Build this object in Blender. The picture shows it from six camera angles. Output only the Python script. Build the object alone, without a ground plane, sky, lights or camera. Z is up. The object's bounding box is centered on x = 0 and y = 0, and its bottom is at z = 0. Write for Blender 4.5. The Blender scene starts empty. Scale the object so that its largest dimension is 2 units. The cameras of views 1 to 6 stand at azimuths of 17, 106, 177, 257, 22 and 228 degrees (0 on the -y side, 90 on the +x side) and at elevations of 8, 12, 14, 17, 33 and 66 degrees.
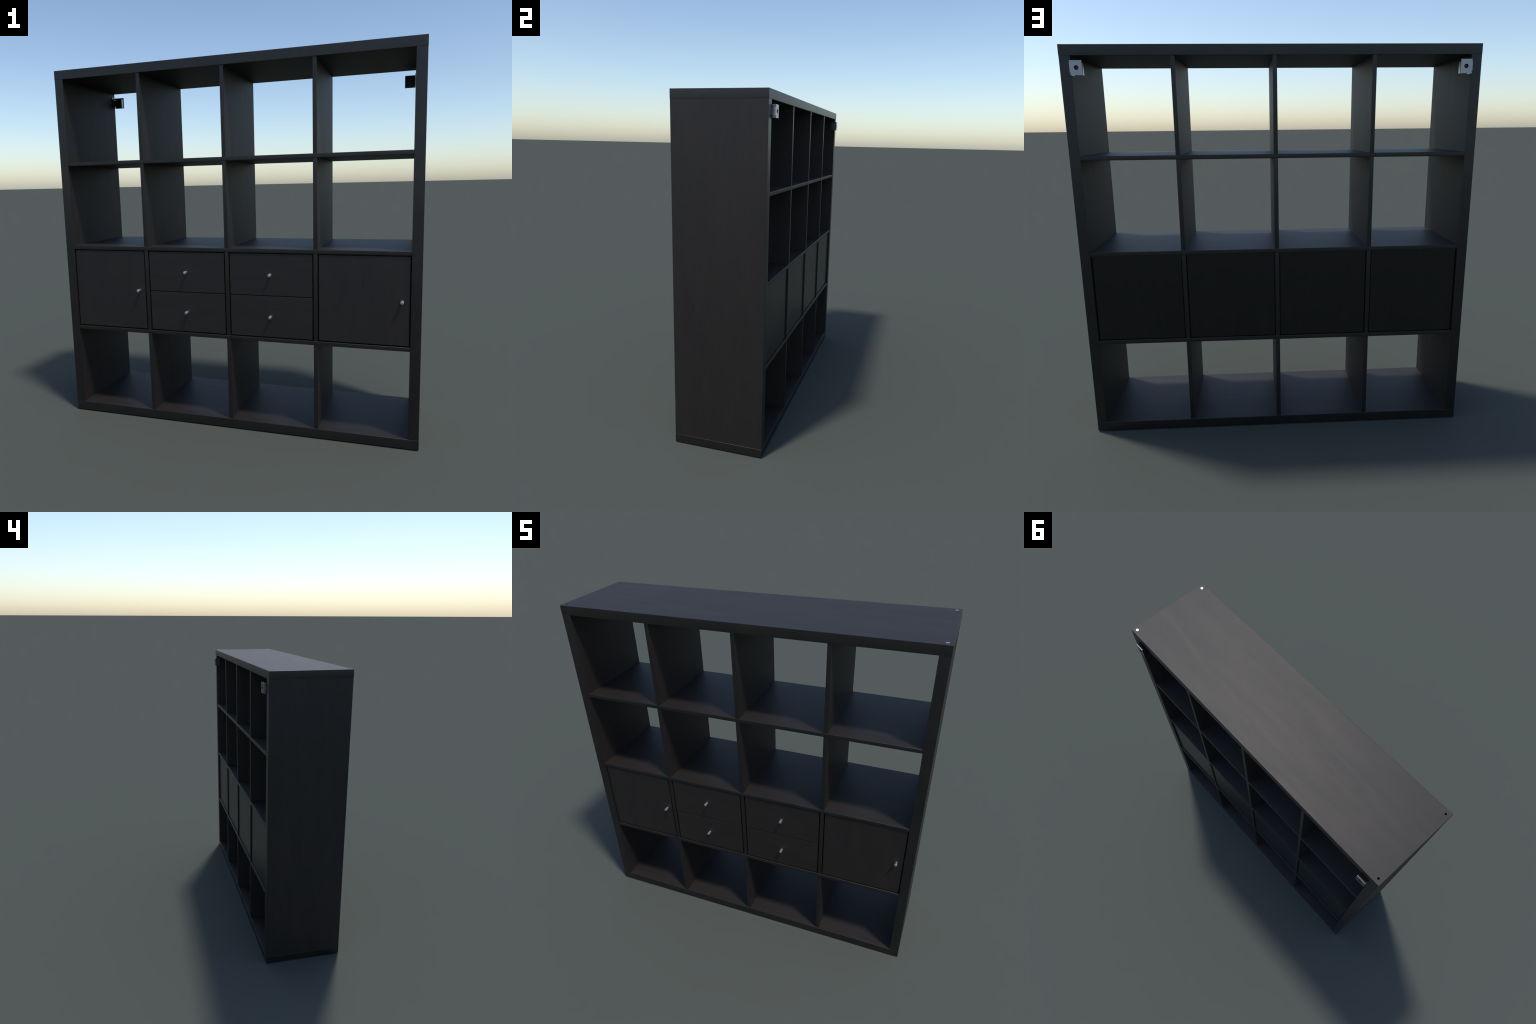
import bpy, bmesh, math
from mathutils import Vector, Matrix

# ------------------------------------------------------------------ sizes (metres)
HALF_WIDTH = 1.0000                 # outer half width of top and base boards
FRONT, BACK = -0.2668, 0.2641       # front and back faces of top and base boards
BASE_Z, TOP_Z = 0.0034, 1.9996      # underside of base board, upper face of top board
INNER = 0.9485                      # half size of the inside opening (square)
MID_Z = 1.0015                      # centre of the grid of cubbies
THIN = 0.0210                       # thickness of shelves and dividers
CELL = (2 * INNER - 3 * THIN) / 4   # side of one cubby
PITCH = CELL + THIN
SIDE_INSET = 0.0007                 # side panels sit back from the boards' ends
POST_FRONT, POST_BACK = -0.2662, 0.2635
SHELF_FRONT, SHELF_BACK = -0.2645, 0.2615
DIV_FRONT, DIV_BACK = -0.2625, 0.2604
TENON = 0.0040                      # how far boards run into one another at the joints
PANEL = 0.447                       # door width and height
DOOR_FRONT, DOOR_THICK = -0.2600, 0.0200
BOX_BACK = 0.2520
DRAWER_GAP = 0.0031
SCREW_X, SCREW_Y = 0.9732, 0.2400
KNOB_LENGTH, KNOB_RADIUS = 0.0240, 0.0086

CROWN = 0.35                        # how strongly the edge bands are crowned

scene = bpy.context.scene
coll = scene.collection


# ------------------------------------------------------------------ materials
def nodes_of(name):
    m = bpy.data.materials.new(name)
    m.use_nodes = True
    nt = m.node_tree
    return m, nt, nt.nodes, nt.links, nt.nodes["Principled BSDF"]


def wood_material(name, stretch, base, rough, seed):
    """Black-brown stained wood-effect foil: very dark, satin, faint grain along one axis."""
    m, nt, N, L, p = nodes_of(name)
    tc = N.new("ShaderNodeTexCoord")
    info = N.new("ShaderNodeObjectInfo")
    shift = N.new("ShaderNodeVectorMath"); shift.operation = "SCALE"
    shift.inputs[0].default_value = (seed, 3.1, 5.7)
    L.new(info.outputs["Random"], shift.inputs["Scale"])
    add = N.new("ShaderNodeVectorMath"); add.operation = "ADD"
    L.new(tc.outputs["Object"], add.inputs[0])
    L.new(shift.outputs[0], add.inputs[1])
    mp = N.new("ShaderNodeMapping"); mp.inputs["Scale"].default_value = stretch
    L.new(add.outputs[0], mp.inputs["Vector"])
    fine = N.new("ShaderNodeTexNoise")
    fine.inputs["Scale"].default_value = 34.0
    fine.inputs["Detail"].default_value = 5.0
    fine.inputs["Distortion"].default_value = 0.4
    L.new(mp.outputs[0], fine.inputs["Vector"])
    broad = N.new("ShaderNodeTexNoise")
    broad.inputs["Scale"].default_value = 7.0
    broad.inputs["Detail"].default_value = 3.0
    broad.inputs["Distortion"].default_value = 0.8
    L.new(mp.outputs[0], broad.inputs["Vector"])
    both = N.new("ShaderNodeMix"); both.data_type = "FLOAT"
    both.inputs["Factor"].default_value = 0.45
    L.new(broad.outputs["Fac"], both.inputs["A"])
    L.new(fine.outputs["Fac"], both.inputs["B"])
    ramp = N.new("ShaderNodeValToRGB")
    r, g, b = base
    ramp.color_ramp.elements[0].position = 0.32
    ramp.color_ramp.elements[0].color = (r * 0.66, g * 0.67, b * 0.70, 1)
    ramp.color_ramp.elements[1].position = 0.70
    ramp.color_ramp.elements[1].color = (r * 1.36, g * 1.32, b * 1.28, 1)
    L.new(both.outputs["Result"], ramp.inputs["Fac"])
    L.new(ramp.outputs["Color"], p.inputs["Base Color"])
    rr = N.new("ShaderNodeMapRange")
    rr.inputs["From Min"].default_value, rr.inputs["From Max"].default_value = 0.3, 0.7
    rr.inputs["To Min"].default_value, rr.inputs["To Max"].default_value = rough + 0.010, rough - 0.010
    L.new(broad.outputs["Fac"], rr.inputs["Value"])
    L.new(rr.outputs[0], p.inputs["Roughness"])
    bump = N.new("ShaderNodeBump")
    bump.inputs["Strength"].default_value = 0.05
    bump.inputs["Distance"].default_value = 0.0006
    L.new(fine.outputs["Fac"], bump.inputs["Height"])
    L.new(bump.outputs[0], p.inputs["Normal"])
    p.inputs["Specular IOR Level"].default_value = SPECULAR
    return m


SPECULAR = 0.47
WOOD = (0.0130, 0.0094, 0.0080)
ROUGH = 0.57
wood_x = wood_material("wood_grain_lengthwise", (0.35, 2.2, 2.2), WOOD, ROUGH, 11.0)
wood_z = wood_material("wood_grain_upright", (2.2, 2.2, 0.35), WOOD, ROUGH, 17.0)
back_foil = wood_material("smooth_back_foil", (2.2, 2.2, 0.35), (0.0056, 0.0052, 0.0050), 0.28, 23.0)
edge_band = wood_material("smooth_edge_band", (1.0, 1.0, 1.0), (0.0118, 0.0106, 0.0094), 0.36, 29.0)


def metal_material(name, colour, rough, grain):
    m, nt, N, L, p = nodes_of(name)
    tc = N.new("ShaderNodeTexCoord")
    n = N.new("ShaderNodeTexNoise")
    n.inputs["Scale"].default_value = grain
    n.inputs["Detail"].default_value = 3.0
    L.new(tc.outputs["Object"], n.inputs["Vector"])
    rr = N.new("ShaderNodeMapRange")
    rr.inputs["To Min"].default_value, rr.inputs["To Max"].default_value = rough - 0.01, rough + 0.01
    L.new(n.outputs["Fac"], rr.inputs["Value"])
    L.new(rr.outputs[0], p.inputs["Roughness"])
    p.inputs["Base Color"].default_value = (*colour, 1)
    p.inputs["Metallic"].default_value = 1.0
    return m


steel = metal_material("zinc_plated_steel", (0.25, 0.265, 0.30), 0.27, 160.0)
knob_metal = metal_material("brushed_knob_metal", (0.55, 0.55, 0.56), 0.48, 220.0)
black_fill, _, _, _, _p = nodes_of("black_fill")
_p.inputs["Base Color"].default_value = (0.004, 0.004, 0.0042, 1)
_p.inputs["Roughness"].default_value = 0.42
screw_metal = metal_material("bright_screw_metal", (0.66, 0.67, 0.70), 0.30, 220.0)


# ------------------------------------------------------------------ mesh helpers
def mesh_from(bm, name, mat):
    me = bpy.data.meshes.new(name)
    bm.normal_update()
    bm.to_mesh(me)
    bm.free()
    me.materials.append(mat)
    return me


def box(bm, lo, hi):
    v = [bm.verts.new((x, y, z)) for z in (lo[2], hi[2]) for y in (lo[1], hi[1]) for x in (lo[0], hi[0])]
    for f in ((0, 2, 3, 1), (4, 5, 7, 6), (0, 1, 5, 4), (2, 6, 7, 3), (0, 4, 6, 2), (1, 3, 7, 5)):
        bm.faces.new([v[i] for i in f])


def soften(me, thin_axis):
    """Smooth shading on the rounded arrises and a slight crown on the edge bands, dead flat on the broad faces."""
    me.polygons.foreach_set("use_smooth", [True] * len(me.polygons))
    me.update()
    flat = [abs(p.normal[thin_axis]) > 0.9999 for p in me.polygons]
    if len(me.materials) > 1:
        me.polygons.foreach_set("material_index", [0 if f else 1 for f in flat])
    band = [max(abs(c) for c in p.normal) > 0.9999 and not f for p, f in zip(me.polygons, flat)]
    broad = {}
    for p, f in zip(me.polygons, flat):
        if f:
            for v in p.vertices:
                broad[v] = p.normal.copy()
    vn = [v.normal.copy() for v in me.vertices]
    out = [None] * len(me.loops)
    for p, f, e in zip(me.polygons, flat, band):
        for li in p.loop_indices:
            vi = me.loops[li].vertex_index
            n = p.normal
            if not f:
                if vi in broad:
                    n = broad[vi] if broad[vi].dot(p.normal) > 0.6 else p.normal
                else:
                    n = vn[vi]
                    axis = max(range(3), key=lambda i: abs(n[i]))
                    facing = Vector([math.copysign(1.0, n[i]) if i == axis else 0.0 for i in range(3)])
                    if n.dot(facing) > 0.96:
                        n = facing.lerp(n, CROWN)
            out[li] = n.normalized()
    me.normals_split_custom_set(out)


def drill(me, cutters):
    """Cut real holes with an exact boolean and return the finished mesh."""
    host = bpy.data.objects.new("host", me)
    coll.objects.link(host)
    tools = []
    for bm in cutters:
        tm = bpy.data.meshes.new("tool")
        bm.normal_update()
        bm.to_mesh(tm); bm.free()
        t = bpy.data.objects.new("tool", tm)
        coll.objects.link(t)
        mod = host.modifiers.new("cut", "BOOLEAN")
        mod.operation, mod.solver, mod.object = "DIFFERENCE", "EXACT", t
        tools.append(t)
    graph = bpy.context.evaluated_depsgraph_get()
    new = bpy.data.meshes.new_from_object(host.evaluated_get(graph))
    new.name = me.name
    mats = [m for m in me.materials]
    bpy.data.objects.remove(host)
    for t in tools:
        d = t.data
        bpy.data.objects.remove(t)
        bpy.data.meshes.remove(d)
    bpy.data.meshes.remove(me)
    new.materials.clear()
    for m in mats:
        new.materials.append(m)
    return new


def rod(radius, length, axis, centre, sides=16, radius2=None):
    bm = bmesh.new()
    bmesh.ops.create_cone(bm, cap_ends=True, segments=sides, radius1=radius,
                          radius2=radius if radius2 is None else radius2, depth=length)
    turn = {"x": Matrix.Rotation(math.pi / 2, 4, "Y"), "y": Matrix.Rotation(math.pi / 2, 4, "X"), "z": Matrix.Identity(4)}[axis]
    bmesh.ops.transform(bm, matrix=Matrix.Translation(centre) @ turn, verts=bm.verts)
    return bm


def board(name, size, mat, round_edge=0.0016, segments=3, holes=()):
    """A board centred on its origin with rounded arrises."""
    bm = bmesh.new()
    h = [s / 2 for s in size]
    box(bm, [-a for a in h], h)
    bmesh.ops.bevel(bm, geom=bm.edges[:], offset=round_edge, segments=segments, profile=0.5,
                    affect="EDGES", clamp_overlap=True)
    me = mesh_from(bm, name, mat)
    me.materials.append(edge_band)
    if holes:
        me = drill(me, holes)
    soften(me, min(range(3), key=lambda i: size[i]))
    return me


def lathe(name, profile, sides, mat, axis="z", crease=math.radians(35)):
    """Solid of revolution from (radius, height) pairs, closed on the axis."""
    bm = bmesh.new()
    rings = []
    for r, z in profile:
        if r < 1e-6:
            rings.append([bm.verts.new((0, 0, z))])
        else:
            rings.append([bm.verts.new((r * math.cos(math.tau * i / sides), r * math.sin(math.tau * i / sides), z)) for i in range(sides)])
    for a, b in zip(rings, rings[1:]):
        for i in range(sides):
            j = (i + 1) % sides
            q = [a[i % len(a)], a[j % len(a)], b[j % len(b)], b[i % len(b)]]
            q = list(dict.fromkeys(q))
            if len(q) > 2:
                bm.faces.new(q)
    bmesh.ops.recalc_face_normals(bm, faces=bm.faces[:])
    if axis == "-y":
        bmesh.ops.transform(bm, matrix=Matrix.Rotation(math.pi / 2, 4, "X"), verts=bm.verts)
    for f in bm.faces:
        f.smooth = True
    for e in bm.edges:
        if len(e.link_faces) == 2 and e.calc_face_angle() > crease:
            e.smooth = False
    return mesh_from(bm, name, mat)


def place(name, me, at, parent):
    o = bpy.data.objects.new(name, me)
    coll.objects.link(o)
    o.parent = parent
    base = parent.location if parent is not unit else Vector((0, 0, 0))
    o.location = Vector(at) - base
    return o


# ------------------------------------------------------------------ the thing
unit = bpy.data.objects.new("shelving_unit", None)
coll.objects.link(unit)
unit["label"] = "tall black-brown cube shelving unit with doors and drawers"
unit["category"] = "bookshelf"

mid_y = (FRONT + BACK) / 2
depth = BACK - FRONT
slab = TOP_Z - (MID_Z + INNER)
foot_slab = MID_Z - INNER - BASE_Z

# top board: two bolts at one end, the bolt holes at the other end left open
bolt_holes = [rod(0.0061, 0.06, "z", (-SCREW_X, sy - mid_y, slab / 2), 20) for sy in (-SCREW_Y, SCREW_Y - 0.002)]
top = board("top_panel", (2 * HALF_WIDTH, depth, slab), wood_x, 0.0017, 3, bolt_holes)
place("top_panel", top, (0, mid_y, TOP_Z - slab / 2), unit)
base = board("base_panel", (2 * HALF_WIDTH, depth, foot_slab), wood_x, 0.0017)
place("base_panel", base, (0, mid_y, BASE_Z + foot_slab / 2), unit)

# side panels between the two boards, with small drilled fixing holes near the back edge
post_t = HALF_WIDTH - SIDE_INSET - INNER
post_d = POST_BACK - POST_FRONT
post_y = (POST_BACK + POST_FRONT) / 2
for sx in (1, -1):
    pins = [rod(0.0027, 0.03, "x", (-sx * post_t / 2, 0.248 - post_y, z - MID_Z), 12) for z in (0.0892, 0.1330)]
    me = board("side_panel", (post_t, post_d, 2 * (INNER + TENON)), wood_z, 0.0012, 3, pins)
    place("side_panel", me, (sx * (INNER + post_t / 2), post_y, MID_Z), unit)

# three through shelves
shelf = board("shelf", (2 * (INNER + TENON), SHELF_BACK - SHELF_FRONT, THIN), wood_x, 0.0020)
rows = [MID_Z + k * PITCH for k in (1, 0, -1)]
for z in rows:
    place("shelf", shelf, (0, (SHELF_BACK + SHELF_FRONT) / 2, z), unit)

# twelve dividers, one per cubby height
divider = board("divider", (THIN, DIV_BACK - DIV_FRONT, CELL + 2 * TENON), wood_z, 0.0014)
cell_z = [MID_Z + k * PITCH for k in (1.5, 0.5, -0.5, -1.5)]
cell_x = [k * PITCH for k in (-1.5, -0.5, 0.5, 1.5)]
for z in cell_z:
    for k in (-1, 0, 1):
        place("divider", divider, (k * PITCH, (DIV_BACK + DIV_FRONT) / 2, z), unit)

# ------------------------------------------------------------------ inserts of the third row
row_z = cell_z[2]
wall = 0.012
shell_front = DOOR_FRONT + DOOR_THICK + 0.0015
shell_depth = BOX_BACK - wall - shell_front


def carcass():
    """Open-fronted box liner standing inside a cubby."""
    bm = bmesh.new()
    h = CELL / 2 - 0.0006
    ring = [(-h, -h), (h, -h), (h, h), (-h, h)]
    inner = [(-h + wall, -h + wall), (h - wall, -h + wall), (h - wall, h - wall), (-h + wall, h - wall)]
    vo = [[bm.verts.new((x, y, z)) for x, z in ring] for y in (-shell_depth / 2, shell_depth / 2)]
    vi = [[bm.verts.new((x, y, z)) for x, z in inner] for y in (-shell_depth / 2, shell_depth / 2)]
    for i in range(4):
        j = (i + 1) % 4
        bm.faces.new((vo[0][i], vo[0][j], vo[1][j], vo[1][i]))
        bm.faces.new((vi[0][j], vi[0][i], vi[1][i], vi[1][j]))
        bm.faces.new((vo[0][j], vo[0][i], vi[0][i], vi[0][j]))
        bm.faces.new((vo[1][i], vo[1][j], vi[1][j], vi[1][i]))
    bmesh.ops.recalc_face_normals(bm, faces=bm.faces[:])
    return mesh_from(bm, "insert_box", wood_x)


def drawer_tray(height):
    """Bottom, two sides and a back of one drawer, behind its front."""
    bm = bmesh.new()
    w, d, t = PANEL / 2 - 0.024, shell_depth - 0.03, 0.009
    zl = -height / 2 + 0.018
    zh = height / 2 - 0.040
    box(bm, (-w, -d / 2, zl), (w, d / 2, zl + t))
    box(bm, (-w, -d / 2, zl + t), (-w + t, d / 2, zh))
    box(bm, (w - t, -d / 2, zl + t), (w, d / 2, zh))
    box(bm, (-w + t, d / 2 - t, zl + t), (w - t, d / 2, zh))
    return mesh_from(bm, "drawer_tray", wood_x)


knob_profile = [(0.0, 0.0), (0.0083, 0.0), (0.0082, 0.004), (0.0081, 0.010), (0.0082, 0.0155),
                (0.0084, 0.0195), (KNOB_RADIUS, 0.0218), (KNOB_RADIUS, 0.0230), (0.0082, KNOB_LENGTH - 0.0003),
                (0.0076, KNOB_LENGTH), (0.0, KNOB_LENGTH)]
knob = lathe("knob", knob_profile, 28, knob_metal, "-y")

liner = carcass()
back_panel = board("back_panel", (PANEL + 0.001, wall, CELL - 0.0040), back_foil, 0.0010)
door = board("door", (PANEL, DOOR_THICK, PANEL), wood_z, 0.0014)
front_h = (PANEL - DRAWER_GAP) / 2
drawer_front = board("drawer_front", (PANEL, DOOR_THICK, front_h), wood_x, 0.0014)
tray = drawer_tray(front_h)
panel_y = DOOR_FRONT + DOOR_THICK / 2

for col, x in enumerate(cell_x):
    place("insert_box", liner, (x, (shell_front + BOX_BACK - wall) / 2, row_z), unit)
    place("back_panel", back_panel, (x, BOX_BACK - wall / 2 + 0.0005, row_z + 0.0004), unit)
    if col in (0, 3):
        d = place("door", door, (x, panel_y, row_z), unit)
        place("knob", knob, (x + PANEL / 2 - 0.0360, DOOR_FRONT + 0.0004, row_z - 0.0005), d)
    else:
        for s in (1, -1):
            z = row_z + s * (front_h + DRAWER_GAP) / 2
            d = place("drawer", drawer_front, (x, panel_y, z), unit)
            place("knob", knob, (x, DOOR_FRONT + 0.0004, z), d)
            place("drawer_tray", tray, (x, shell_front + 0.002 + (shell_depth - 0.03) / 2, z), d)


# ------------------------------------------------------------------ wall brackets
def bracket(sx):
    """Steel angle with a drilled back plate and a flange on the side panel, a dark block behind the plate, a lip in front."""
    t = 0.0025
    x_out, x_in, y_back, y_dark, y_flange, y_lip = 0.9482, 0.8915, 0.2843, 0.2730, 0.2305, 0.2535
    z0, z1 = 1.8615, 1.9268
    c = 0.0008
    outline = [(x_out, y_flange), (x_out, y_back - c), (x_out - c, y_back), (x_in + c, y_back), (x_in, y_back - c),
               (x_in, y_back - t), (x_out - t, y_back - t), (x_out - t, y_flange)]
    bm = bmesh.new()
    low, high = [[bm.verts.new((x, y, z)) for x, y in outline] for z in (z0, z1)]
    n = len(outline)
    for k in range(n):
        j = (k + 1) % n
        bm.faces.new((low[k], low[j], high[j], high[k]))
    bm.faces.new(low)
    bm.faces.new(high)
    bmesh.ops.recalc_face_normals(bm, faces=bm.faces[:])
    origin = Vector((0.92, 0.262, 1.894))
    bmesh.ops.translate(bm, vec=-origin, verts=bm.verts)
    if sx < 0:
        bmesh.ops.scale(bm, vec=(-1, 1, 1), verts=bm.verts)
        bmesh.ops.reverse_faces(bm, faces=bm.faces[:])
    me = mesh_from(bm, "wall_bracket", steel)

    def at(x, y, z):
        return (sx * (x - origin.x), y - origin.y, z - origin.z)

    cuts = [rod(0.0108, 0.018, "y", at(0.9170, y_back, 1.8945), 10)]
    for z in (1.9140, 1.8700):
        cuts.append(rod(0.0044, 0.02, "x", at(x_out, 0.2645, z), 12))
    for z in (z1 - 0.0068, z0 + 0.0068):
        b = bmesh.new()
        bmesh.ops.create_icosphere(b, subdivisions=2, radius=0.0042, matrix=Matrix.Translation(at(x_out - 0.0008, y_back - 0.0008, z)))
        cuts.append(b)
    for z in (z1, z0):
        b = bmesh.new()
        bmesh.ops.create_icosphere(b, subdivisions=2, radius=0.0030, matrix=Matrix.Translation(at(x_out - 0.0004, y_back - 0.0004, z)))
        cuts.append(b)
    me = drill(me, cuts)
    me.polygons.foreach_set("use_smooth", [True] * len(me.polygons))
    me.set_sharp_from_angle(angle=math.radians(28))
    angle = place("wall_bracket", me, (sx * origin.x, origin.y, origin.z), unit)

    def block(name, lo, hi, mat, cutters=()):
        b = bmesh.new()
        xs = sorted((sx * (lo[0] - origin.x), sx * (hi[0] - origin.x)))
        box(b, (xs[0], lo[1] - origin.y, lo[2] - origin.z), (xs[1], hi[1] - origin.y, hi[2] - origin.z))
        bmesh.ops.bevel(b, geom=b.edges[:], offset=0.0004, segments=1, affect="EDGES")
        m = mesh_from(b, name, mat)
        if cutters:
            m = drill(m, cutters)
        return place(name, m, (sx * origin.x, origin.y, origin.z), angle)

    block("bracket_dark_block", (x_in + 0.0010, y_dark, z0 + 0.0006), (x_out - t - 0.0003, y_back - t - 0.0004, z1 - 0.0006), black_fill,
          [rod(0.0098, 0.012, "y", at(0.9170, y_back - t, 1.8945), 10)])
    block("bracket_lip", (x_in + 0.0004, y_lip, z0), (x_in + 0.0004 + t, y_dark - 0.0003, z1 - 0.0110), steel)


for sx in (1, -1):
    bracket(sx)


# ------------------------------------------------------------------ bolts
def bolt(name, up, proud):
    """Flat-domed bolt head with a hexagon socket, sunk in the board with the head proud."""
    prof = [(0.0, -0.006), (0.0050, -0.006), (0.0050, 0.0), (0.0082, 0.0), (0.0082, proud * 0.45),
            (0.0076, proud * 0.85), (0.0063, proud), (0.0, proud)]
    me = lathe(name, prof, 28, screw_metal)
    me = drill(me, [rod(0.0031, 0.006, "z", (0, 0, proud), 6)])
    me.polygons.foreach_set("use_smooth", [True] * len(me.polygons))
    me.set_sharp_from_angle(angle=math.radians(40))
    if not up:
        me.transform(Matrix.Rotation(math.pi, 4, "X"))
    return me


top_bolt = bolt("bolt", True, 2.0 - TOP_Z)
low_bolt = bolt("bolt", False, BASE_Z)
for sy in (-SCREW_Y, SCREW_Y - 0.001):
    place("bolt", top_bolt, (SCREW_X, sy, TOP_Z), unit)
for bx in (SCREW_X, -SCREW_X):
    for sy in (-SCREW_Y, SCREW_Y - 0.001):
        place("bolt", low_bolt, (bx, sy, BASE_Z), unit)
